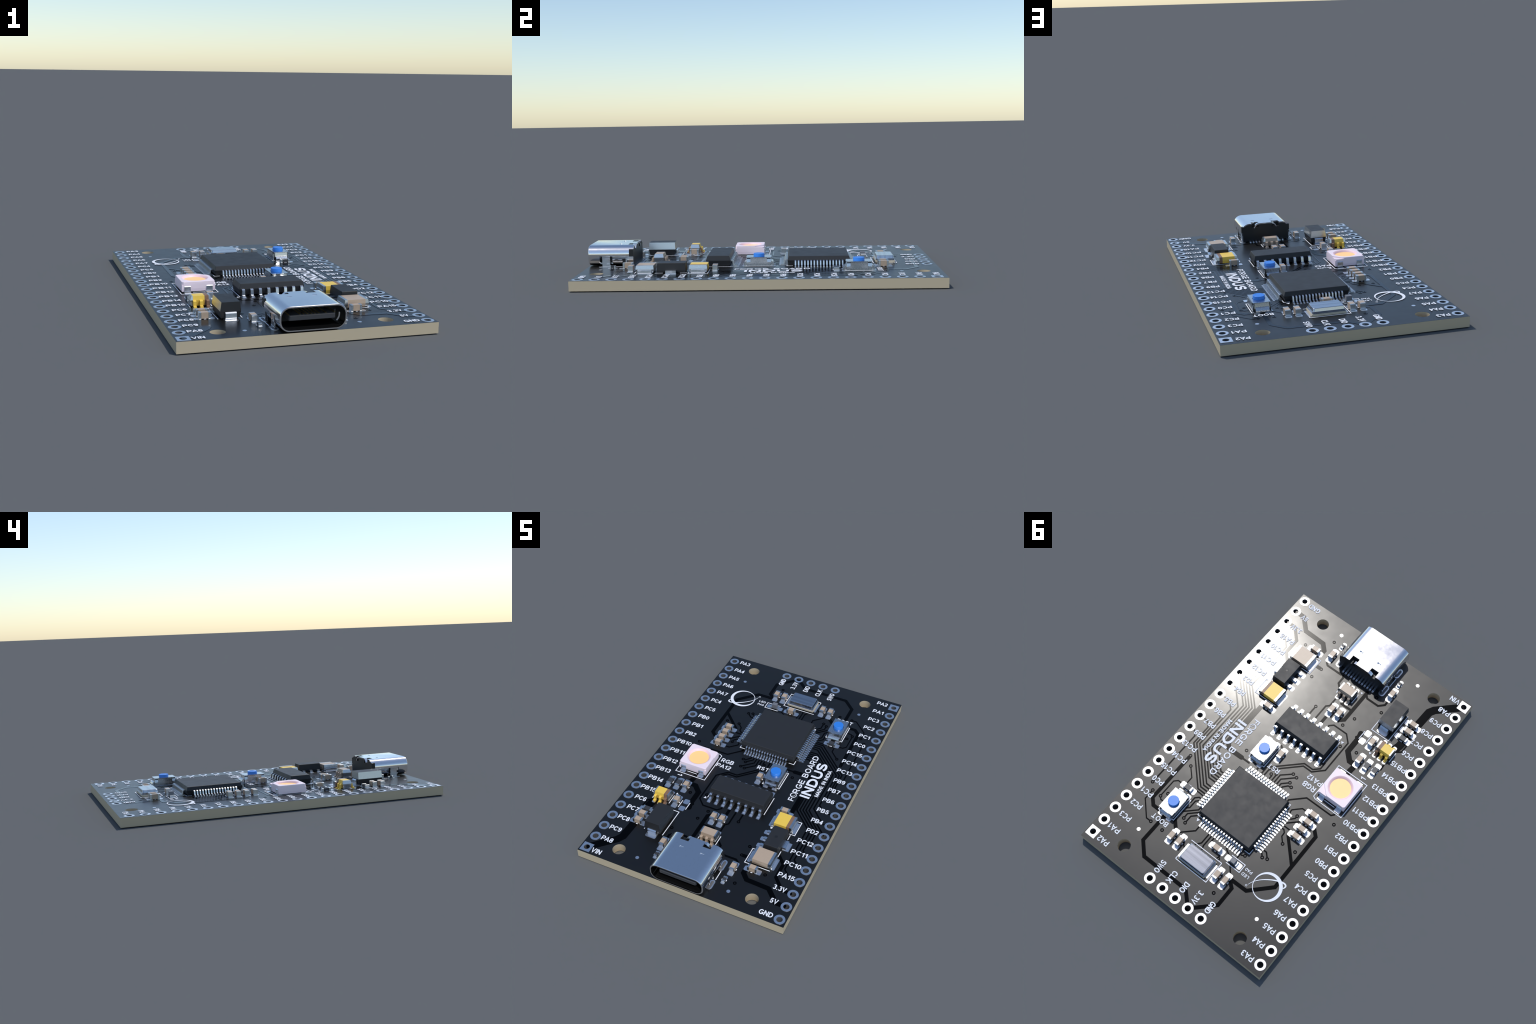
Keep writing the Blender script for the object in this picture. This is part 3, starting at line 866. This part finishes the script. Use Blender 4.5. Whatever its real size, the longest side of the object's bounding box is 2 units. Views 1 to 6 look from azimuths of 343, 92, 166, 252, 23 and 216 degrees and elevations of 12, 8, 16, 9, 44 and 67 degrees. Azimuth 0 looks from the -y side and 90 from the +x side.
bm = bmesh.new()
loft(bm, [square_pts(2.49, 0, z=Z0 + 1.181), square_pts(2.48, 0, z=Z0 + 1.40), circ3(1.95, Z0 + 1.40)], cap0=False, cap1=False)
link("lamp_wall", mesh_of(bm, "lamp_wall"), M["housing"], colour_lamp)
bm = bmesh.new()
loft(bm, [square_pts(2.475, 1.5, z=Z0 + 1.401), square_pts(2.46, 1.5, z=Z0 + 1.60), square_pts(2.43, 1.5, z=Z0 + 1.63),
          circ3(2.02, Z0 + 1.63)], cap0=False, cap1=False)
link("lamp_rim", mesh_of(bm, "lamp_rim"), M["housing"], colour_lamp, 25)
bm = bmesh.new()
loft(bm, [circ3(2.02, Z0 + 1.63), circ3(1.92, Z0 + 1.60), circ3(1.78, Z0 + 1.48), circ3(1.65, Z0 + 1.30)], cap0=False, cap1=False)
link("lamp_cup", mesh_of(bm, "lamp_cup"), M["cup"], colour_lamp, 60)
bm = bmesh.new()
loft(bm, [circ3(1.67, Z0 + 1.295), circ3(1.665, Z0 + 1.315)], cap0=False)
link("lamp_lens", mesh_of(bm, "lamp_lens"), M["lens"], colour_lamp)
ll = lead_mesh("chip_lead", [(2.35, 0.94), (2.50, 0.94), (2.56, 0.88), (2.57, 0.20), (2.50, 0.14), (1.9, 0.14)], 0.12, 0.92)
for side in (1, 3):
    for k in (-1.65, 1.65):
        put_lead(ll, colour_lamp, LX, LY, side, k, "lead")
        pad(LX + k, LY + (2.45 if side == 1 else -2.45), 0.50, 0.75, 0.05)

# ------------------------------------------------------------------ quartz crystal
CX, CY = 0.78, 20.10
xb = package("quartz_crystal", CX, CY, [(0.06, 2.52, 1.55), (0.42, 2.52, 1.55)], "xbase", 0.03)
bm = bmesh.new()
loft(bm, [[(x, y, Z0 + z) for x, y in rrect(CX, CY, hx, hy, 0.25)] for z, hx, hy in
          ((0.421, 2.47, 1.52), (0.54, 2.47, 1.52), (0.57, 2.41, 1.46), (0.70, 2.41, 1.46), (0.73, 2.35, 1.42),
           (1.14, 2.25, 1.33), (1.19, 2.18, 1.27))])
link("crystal_lid", mesh_of(bm, "crystal_lid"), M["lid"], xb)
for s in (-1, 1):
    pad(CX + s * 1.95, CY, 0.98, 1.25, 0.1)

# ------------------------------------------------------------------ push buttons
def button(cx, cy):
    body = box("push_button", cx - 1.22, cx + 1.22, cy - 1.90, cy + 1.90, Z0 + 0.10, Z0 + 1.34, M["plastic"])
    # folded side plates with sloping shoulders
    for s in (-1, 1):
        bm = bmesh.new()
        x = cx + s * 1.36
        t = -s * 0.08
        low = [(-1.92, 0.08), (1.92, 0.08), (1.92, 0.66), (1.32, 0.74), (1.32, 1.36), (-1.32, 1.36), (-1.32, 0.74), (-1.92, 0.66)]
        loft(bm, [[(x, cy + y, Z0 + z) for y, z in low], [(x + t, cy + y, Z0 + z) for y, z in low]])
        for q in (-1, 1):
            # shoulder leaning inward
            sh = [(1.33, 0.70), (1.93, 0.64), (1.93, 1.40), (1.33, 1.40)]
            o = [(x - s * (0.02 + 0.22 * (z - 0.64)), cy + q * y, Z0 + z) for y, z in sh]
            i_ = [(a + t, b, c) for a, b, c in o]
            loft(bm, [o, i_])
        link("side_plate", mesh_of(bm, "side_plate"), M["plate"], body)
    # cover plate with a round opening
    bm = bmesh.new()
    n = 48
    def plate_ring(z):
        return [(cx + px, cy + py, Z0 + z) for px, py in plate_pts]
    plate_pts = []
    for i in range(n):
        a = 2 * math.pi * (i + 0.5) / n
        c, s_ = math.cos(a), math.sin(a)
        k = min(1.30 / max(1e-6, abs(c)), 1.95 / max(1e-6, abs(s_)))
        plate_pts.append((c * k, s_ * k))
    hole = [(cx + 0.95 * math.cos(2 * math.pi * (i + 0.5) / n), cy + 0.95 * math.sin(2 * math.pi * (i + 0.5) / n)) for i in range(n)]
    seq = [plate_ring(1.40), plate_ring(1.48), [(a, b, Z0 + 1.48) for a, b in hole], [(a, b, Z0 + 1.40) for a, b in hole]]
    loft(bm, seq + [seq[0]], cap0=False, cap1=False)
    bmesh.ops.remove_doubles(bm, verts=bm.verts, dist=1e-5)
    link("cover_plate", mesh_of(bm, "cover_plate"), M["plate"], body)
    box("cover_tongue", cx - 0.62, cx + 0.62, cy - 2.03, cy + 2.03, Z0 + 1.395, Z0 + 1.455, M["plate"], body)
    # actuator
    bm = bmesh.new()
    loft(bm, [[(x, y, Z0 + z) for x, y in circle(cx, cy, r, 48)] for r, z in
              ((0.88, 1.30), (0.88, 1.91), (0.865, 1.945), (0.84, 1.965))])
    link("button_cap", mesh_of(bm, "button_cap"), M["blue"], body, 28)
    # end terminals: rolled metal feet below a leaning end wall
    for q in (-1, 1):
        bm = bmesh.new()
        wall = [(-1.12, 0.60, 2.00), (1.12, 0.60, 2.00), (1.05, 1.385, 1.90), (-1.05, 1.385, 1.90)]
        loft(bm, [[(cx + xx, cy + q * yy, Z0 + z) for xx, z, yy in wall], [(cx + xx, cy + q * (yy - 0.06), Z0 + z) for xx, z, yy in wall]])
        link("end_wall", mesh_of(bm, "end_wall"), M["plate"], body)
        bm = bmesh.new()
        prof = [(1.85, 0.06), (2.34, 0.06), (2.42, 0.14), (2.42, 0.42), (2.30, 0.66), (2.08, 0.80), (1.85, 0.84)]
        loft(bm, [[(cx + xx, cy + q * y, Z0 + z) for y, z in prof] for xx in (-1.0, 1.0)])
        link("switch_terminal", mesh_of(bm, "switch_terminal"), M["plate"], body)
        for s in (-1, 1):
            pad(cx + s * 0.80, cy + q * 2.05, 0.42, 0.62, 0.2)
button(4.10, -0.30)
button(9.45, 15.38)

# ------------------------------------------------------------------ usb connector
UX, UY0, UY1 = 0.0, -28.0, -20.66
def shell_outline(inset, n=8):
    hx, hz, r = 4.47 - inset, 1.638 - inset, 1.38 - inset
    return [(x, z + 1.72 + 1.638) for x, z in rrect(0, 0, hx, hz, r, n)]
def apply_bool(ob, cutters):
    for c in cutters:
        md = ob.modifiers.new("cut", 'BOOLEAN')
        md.operation = 'DIFFERENCE'
        md.solver = 'EXACT'
        md.object = c
    dg = bpy.context.evaluated_depsgraph_get()
    me = bpy.data.meshes.new_from_object(ob.evaluated_get(dg))
    old = ob.data
    ob.modifiers.clear()
    ob.data = me
    for c in cutters:
        bpy.data.objects.remove(c)
def cutter(x0, x1, y0, y1, z0, z1):
    return box("cutter", x0, x1, y0, y1, z0, z1, None)
T_ = 0.20
bm = bmesh.new()
o, i_ = shell_outline(0), shell_outline(T_)
seq = [[(x, UY0 + 0.05, z) for x, z in o], [(x, UY1, z) for x, z in o], [(x, UY1, z) for x, z in i_], [(x, UY0, z) for x, z in i_],
       [(x, UY0, z) for x, z in shell_outline(0.05)]]
loft(bm, seq + [seq[0]], cap0=False, cap1=False)
bmesh.ops.remove_doubles(bm, verts=bm.verts, dist=1e-5)
usb = link("usb_connector", mesh_of(bm, "usb_connector"), M["steel"])
cuts = []
for s in (-1, 1):
    a, b = sorted((s * 1.22 + 0.05, s * 2.58 + 0.02))
    cuts.append(cutter(a, b, -21.75, -20.0, 4.2, 5.4))           # rear notches in the roof
    a, b = sorted((s * 1.42 + 0.15, s * 2.08 + 0.15))
    cuts.append(cutter(a, b, -23.25, -22.95, 4.6, 5.4))          # small stamped slots
    a, b = sorted((s * 3.9, s * 5.0))
    cuts.append(cutter(a, b, -21.36, -20.0, 3.28, 4.45))         # rear side windows
    cuts.append(cutter(a, b, -26.15, -25.75, 1.9, 3.32))         # slots beside the front leg
    cuts.append(cutter(a, b, -24.45, -24.08, 1.9, 3.32))
cuts.append(cutter(-5, 5, -22.45, -20.0, 1.0, 2.92))                # rear underside is open
apply_bool(usb, cuts)
for p in usb.data.polygons: p.use_smooth = True
usb.data.set_sharp_from_angle(angle=math.radians(35))
for s in (-1, 1):
    a, b = sorted((s * 4.465, s * 4.265))
    for y0, y1 in ((-25.74, -24.46), (-21.94, -20.66)):
        box("shell_leg", a, b, y0, y1, 1.50, 3.18, M["steel"], usb, 0.02)
    # spring tab bent down over the back
    bm = bmesh.new()
    xr = s * 1.28 + 0.05
    strip = [(xr - s * 0.02, 4.99), (xr + s * 0.30, 4.92), (xr + s * 0.62, 4.62), (xr + s * 0.80, 4.30)]
    loft(bm, [[(x, -21.15, z), (x, -20.60, z), (x, -20.60, z - 0.26), (x, -21.15, z - 0.26)] for x, z in strip])
    link("spring_tab", mesh_of(bm, "spring_tab"), M["steel"], usb)
    # sunken bowl of the stamped slots
    bm = bmesh.new()
    sxc = s * 1.75 + 0.15
    loft(bm, [[(sxc + 0.34 * k * u, -23.10 + 0.16 * k * v, z) for u, v in rrect(0, 0, 1, 1, 0.3, 3)] for k, z in
              ((1.0, 4.985), (0.85, 4.90), (0.5, 4.86), (0.12, 4.845))], cap0=False)
    link("stamped_slot", mesh_of(bm, "stamped_slot"), M["steel"], usb, 80)
# plastic core: back block, floor and tongue
bm = bmesh.new()
oi = shell_outline(0.205)
# rounded shoulders at the top, square down to the board
ob_ = [(x, z) for x, z in oi if z > 3.3]
loft(bm, [[(x, -24.4, z) for x, z in oi], [(x, -22.5, z) for x, z in oi]])
rear = [(4.262, 1.74), (4.262, 3.0)] + ob_ + [(-4.262, 3.0), (-4.262, 1.74)]
loft(bm, [[(x, -22.49, z) for x, z in rear], [(x, -20.68, z) for x, z in rear]])
core = link("plastic_core", mesh_of(bm, "plastic_core"), M["plastic"], usb)
nc = []
for s in (-1, 1):
    a, b = sorted((s * 1.25 + 0.05, s * 2.55 + 0.02))
    nc.append(cutter(a, b, -21.7, -20.0, 4.15, 5.4))
apply_bool(core, nc)
for s in (-1, 1):
    a, b = sorted((s * 4.0, s * 4.46))
    box("core_ear", a, b, -21.34, -20.69, 3.30, 4.43, M["plastic"], core)
box("core_foot", -3.95, 3.95, -21.3, -20.70, 1.66, 2.4, M["plastic"], core)
bm = bmesh.new()
loft(bm, [[(x, y, z) for x, z in rrect(0, 3.375, hx, hz, 0.08, 2)] for y, hx, hz in
          ((-27.60, 2.98, 0.26), (-27.42, 3.10, 0.36), (-24.0, 3.15, 0.36))])
link("contact_tongue", mesh_of(bm, "contact_tongue"), M["resist"], core)
for k, x in enumerate((-3.05, -1.55, -1.05, -0.55, -0.05, 0.45, 0.95, 1.9, 3.05)):
    box("tongue_contact", x - 0.12, x + 0.12, -27.25, -24.0, 3.72, 3.75, M["gold"], core)
box("floor_liner", -3.7, 3.7, -27.65, -24.3, 1.925, 2.13, M["liner"], core)
# solder tails
tail = None
for k in range(12):
    x = (k - 5.5) * 0.55
    box("solder_tail", x - 0.14, x + 0.14, -20.75, -20.05, Z0 + 0.06, Z0 + 0.22, M["lead"], usb)
    pad(x, -20.35, 0.16, 0.60, 0.05)
# oval shell lands with a dark slot
for s in (-1, 1):
    for y, hy in ((-25.35, 1.0), (-21.25, 1.15)):
        x = s * 4.36
        ring_prism("oval_land", rrect(x, y, 0.52, hy, 0.5, 7), rrect(x, y, 0.32, hy - 0.22, 0.3, 7), Z0, Z0 + 0.05, M["pad"])
        prism("slot_hole", rrect(x, y, 0.325, hy - 0.215, 0.3, 7), Z0 + 0.001, Z0 + 0.012, M["barrel"])

for ob in list(COL.objects):
    if ob.name.startswith("cutter"):
        bpy.data.objects.remove(ob)
